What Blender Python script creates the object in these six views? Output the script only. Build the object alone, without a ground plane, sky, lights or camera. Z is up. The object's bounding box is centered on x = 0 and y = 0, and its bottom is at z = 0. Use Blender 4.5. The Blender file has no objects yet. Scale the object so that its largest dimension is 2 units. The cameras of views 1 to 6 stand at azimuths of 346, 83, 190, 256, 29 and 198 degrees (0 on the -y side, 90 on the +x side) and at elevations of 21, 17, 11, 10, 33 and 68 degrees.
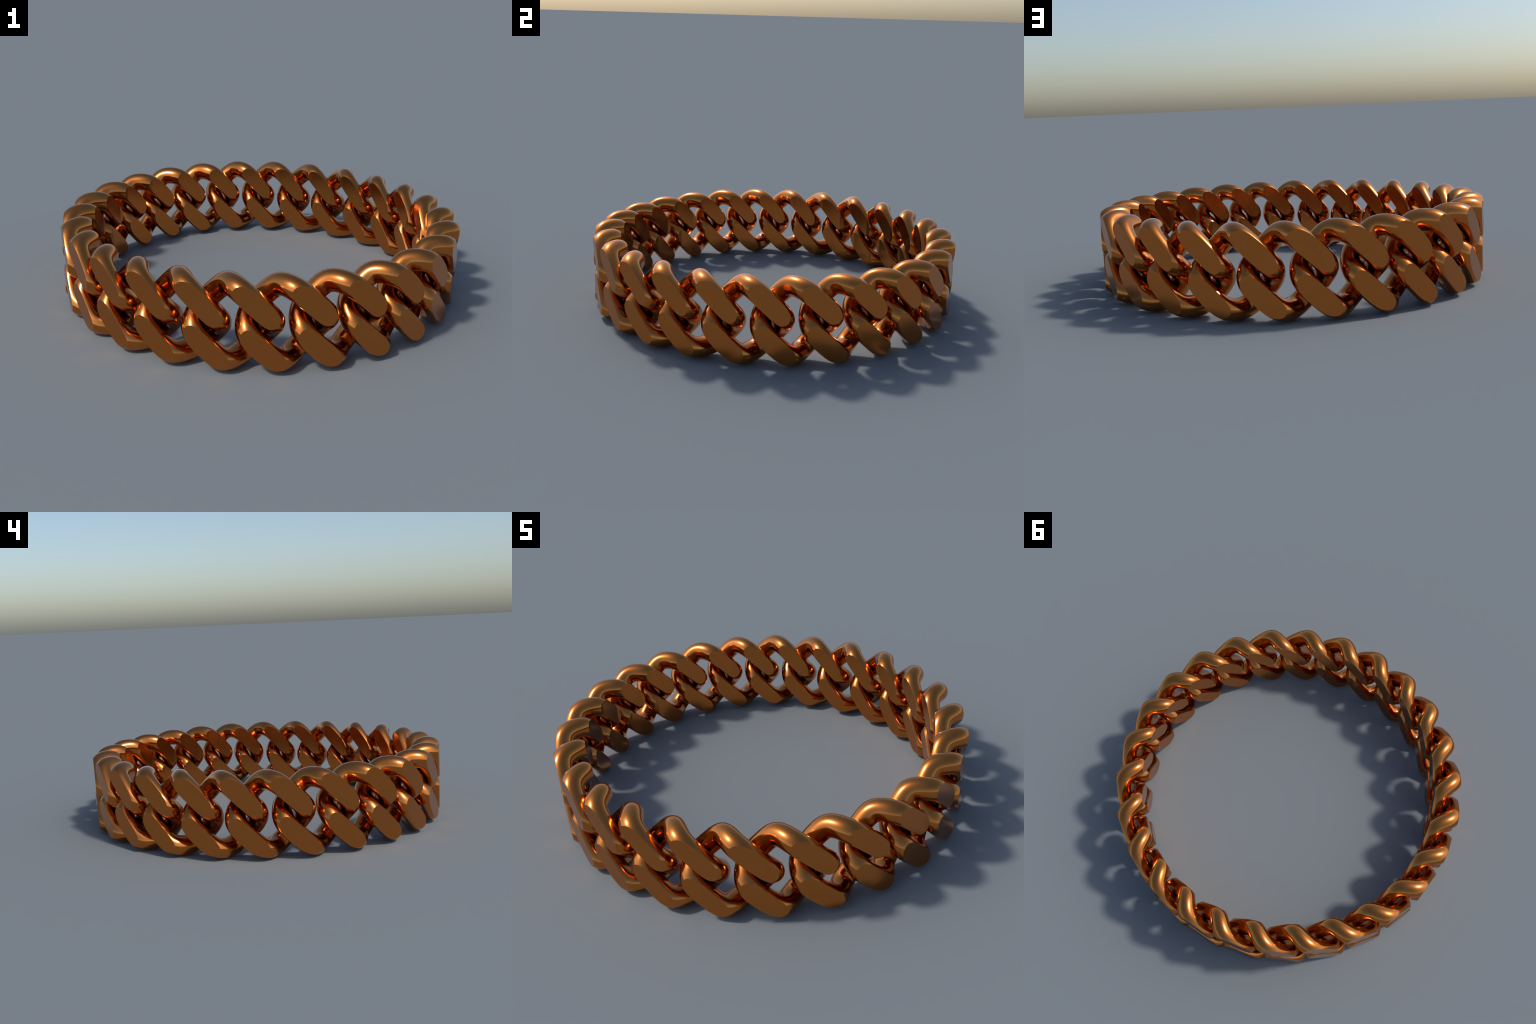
"""Heavy curb-chain bracelet: 26 identical twisted oval links of polished copper,
each ground flat on its outer and inner side, closed into an upright ring."""
import bpy, bmesh, math
from mathutils import Vector

# ------------------------------------------------------------- proportions
LINK_COUNT = 26
RING_RADIUS = 0.9235     # radius of the chain's middle line
OUTER_RADIUS = 1.0008     # the outer side is ground to this radius ...
INNER_RADIUS = 0.8505    # ... and the inner side to this one
END_REACH = 0.1655       # link centre line: reach along the chain,
CROWN_REACH = 0.1653     # upwards,
FLANK_REACH = 0.1415     # and along the diagonal (straight flanks)
CORNERING = 0.0020       # pulls the outline in beside the four corners
PHASE = -0.0011          # turn of the whole ring (radians)
CRUMPLE = 0.0045         # links crowd very slightly towards one side
SWAY = 0.0510            # how far the flanks swing out and in
SWAY_SHARPNESS = 1.95    # how abruptly they change sides
WIRE_RADIUS = 0.0500
FLAT_ANGLE = 0.106       # angle from the link's middle to the middle of a flat
INNER_BREAKS = (0.024, 0.173)  # angles where the inner grinding changes plane
STEPS, SIDES = 208, 64


def centre_line(t):
    """Twisted rounded diamond in the unrolled chain: x along it, y outward, z up."""
    mean = 0.5 * (END_REACH + CROWN_REACH)
    reach = END_REACH * math.cos(t) ** 2 + CROWN_REACH * math.sin(t) ** 2
    reach -= (mean - FLANK_REACH) * (1 - math.cos(4 * t)) / 2
    reach -= CORNERING * (1 - math.cos(8 * t)) / 2
    y = SWAY * math.tanh(SWAY_SHARPNESS * math.sin(2 * t)) / math.tanh(SWAY_SHARPNESS)
    return Vector((reach * math.cos(t), y, reach * math.sin(t)))


def roll_up(p):
    """Bend the straight chain into the ring (link at angle 0, outward = +x)."""
    angle, radius = p.x / RING_RADIUS, RING_RADIUS + p.y
    return Vector((radius * math.cos(angle), radius * math.sin(angle), p.z))


def wire_mesh():
    bm = bmesh.new()
    rings = []
    for i in range(STEPS):
        t = 2 * math.pi * i / STEPS
        p = centre_line(t)
        tangent = (centre_line(t + 1e-3) - centre_line(t - 1e-3)).normalized()
        across = Vector((0, 1, 0))
        across = (across - across.dot(tangent) * tangent).normalized()
        third = tangent.cross(across)
        rings.append([bm.verts.new(roll_up(p + WIRE_RADIUS * (math.cos(q) * across + math.sin(q) * third)))
                      for q in (2 * math.pi * j / SIDES for j in range(SIDES))])
    for i in range(STEPS):
        a, b = rings[i], rings[(i + 1) % STEPS]
        for j in range(SIDES):
            k = (j + 1) % SIDES
            bm.faces.new((a[j], a[k], b[k], b[j]))
    bmesh.ops.recalc_face_normals(bm, faces=bm.faces[:])
    me = bpy.data.meshes.new("chain_link")
    bm.to_mesh(me)
    bm.free()
    return me


def prism(name, outline):
    """Upright prism over a counter-clockwise outline, used as a grinding tool."""
    bm = bmesh.new()
    low = [bm.verts.new((x, y, -0.5)) for x, y in outline]
    high = [bm.verts.new((x, y, 0.5)) for x, y in outline]
    n = len(outline)
    bm.faces.new(high)
    bm.faces.new(low[::-1])
    for i in range(n):
        k = (i + 1) % n
        bm.faces.new((low[i], low[k], high[k], high[i]))
    me = bpy.data.meshes.new(name)
    bm.to_mesh(me)
    bm.free()
    ob = bpy.data.objects.new(name, me)
    bpy.context.collection.objects.link(ob)
    return ob


def polar(radius, angle):
    return radius * math.cos(angle), radius * math.sin(angle)


def build_link_mesh():
    """Bent wire link, ground flat twice outside and twice inside."""
    # outside: two planes that meet in a ridge over the middle of the link
    half = FLAT_ANGLE * 2
    outer = prism("outer_grinder", [polar(OUTER_RADIUS, -half), polar(OUTER_RADIUS, 0), polar(OUTER_RADIUS, half),
                                    polar(1.4, 0.5), polar(1.4, 0), polar(1.4, -0.5)][::-1])
    b0, b1 = INNER_BREAKS
    stops = (-0.30, -b1, -b0, b0, b1, 0.30)
    inner = prism("inner_grinder", [polar(0.5, 0.5), polar(0.5, -0.5)] + [polar(INNER_RADIUS, a) for a in stops])
    ob = bpy.data.objects.new("wire", wire_mesh())
    bpy.context.collection.objects.link(ob)
    for tool in (outer, inner):
        mod = ob.modifiers.new("grind", "BOOLEAN")
        mod.operation, mod.object, mod.solver = "DIFFERENCE", tool, "EXACT"
    me = bpy.data.meshes.new_from_object(ob.evaluated_get(bpy.context.evaluated_depsgraph_get()))
    me.name = "chain_link"
    for o in (ob, outer, inner):
        bpy.data.objects.remove(o)

    # flats stay flat with crisp rims, the wire is smooth
    planes = []
    for side in (-1, 1):
        planes.append((side * FLAT_ANGLE, OUTER_RADIUS * math.cos(FLAT_ANGLE)))
    for a, b in zip(stops, stops[1:]):
        planes.append(((a + b) / 2, INNER_RADIUS * math.cos((b - a) / 2)))
    bm = bmesh.new()
    bm.from_mesh(me)
    for f in bm.faces:
        f.smooth = not any(all(abs(v.co.x * math.cos(a) + v.co.y * math.sin(a) - d) < 2e-5 for v in f.verts)
                           for a, d in planes)
    for e in bm.edges:
        e.smooth = all(f.smooth for f in e.link_faces)
    bm.to_mesh(me)
    bm.free()
    return me


def copper_material():
    mat = bpy.data.materials.new("polished_copper")
    mat.use_nodes = True
    nt = mat.node_tree
    bsdf = nt.nodes["Principled BSDF"]
    bsdf.inputs["Metallic"].default_value = 1.0
    coords = nt.nodes.new("ShaderNodeTexCoord")
    noise = nt.nodes.new("ShaderNodeTexNoise")
    noise.inputs["Scale"].default_value = 9.0
    noise.inputs["Detail"].default_value = 3.0
    ramp = nt.nodes.new("ShaderNodeValToRGB")
    ramp.color_ramp.elements[0].position = 0.3
    ramp.color_ramp.elements[0].color = (0.60, 0.205, 0.048, 1)
    ramp.color_ramp.elements[1].position = 0.7
    ramp.color_ramp.elements[1].color = (0.62, 0.212, 0.050, 1)
    nt.links.new(coords.outputs["Object"], noise.inputs["Vector"])
    nt.links.new(noise.outputs["Fac"], ramp.inputs["Fac"])
    nt.links.new(ramp.outputs["Color"], bsdf.inputs["Base Color"])
    bsdf.inputs["Roughness"].default_value = 0.17
    return mat


def main():
    link_mesh = build_link_mesh()
    link_mesh.materials.append(copper_material())
    lowest = min(v.co.z for v in link_mesh.vertices)

    bracelet = bpy.data.objects.new("bracelet", None)
    bracelet["label"] = "heavy polished copper curb chain bracelet with flat-ground links"
    bracelet["category"] = "bracelet"
    bpy.context.collection.objects.link(bracelet)

    for i in range(LINK_COUNT):
        phi = 2 * math.pi * i / LINK_COUNT
        phi += PHASE + CRUMPLE * math.sin(phi)
        link = bpy.data.objects.new("chain_link", link_mesh)
        link.location = (0, 0, -lowest)
        link.rotation_euler = (0, 0, phi)
        link.parent = bracelet
        bpy.context.collection.objects.link(link)


main()
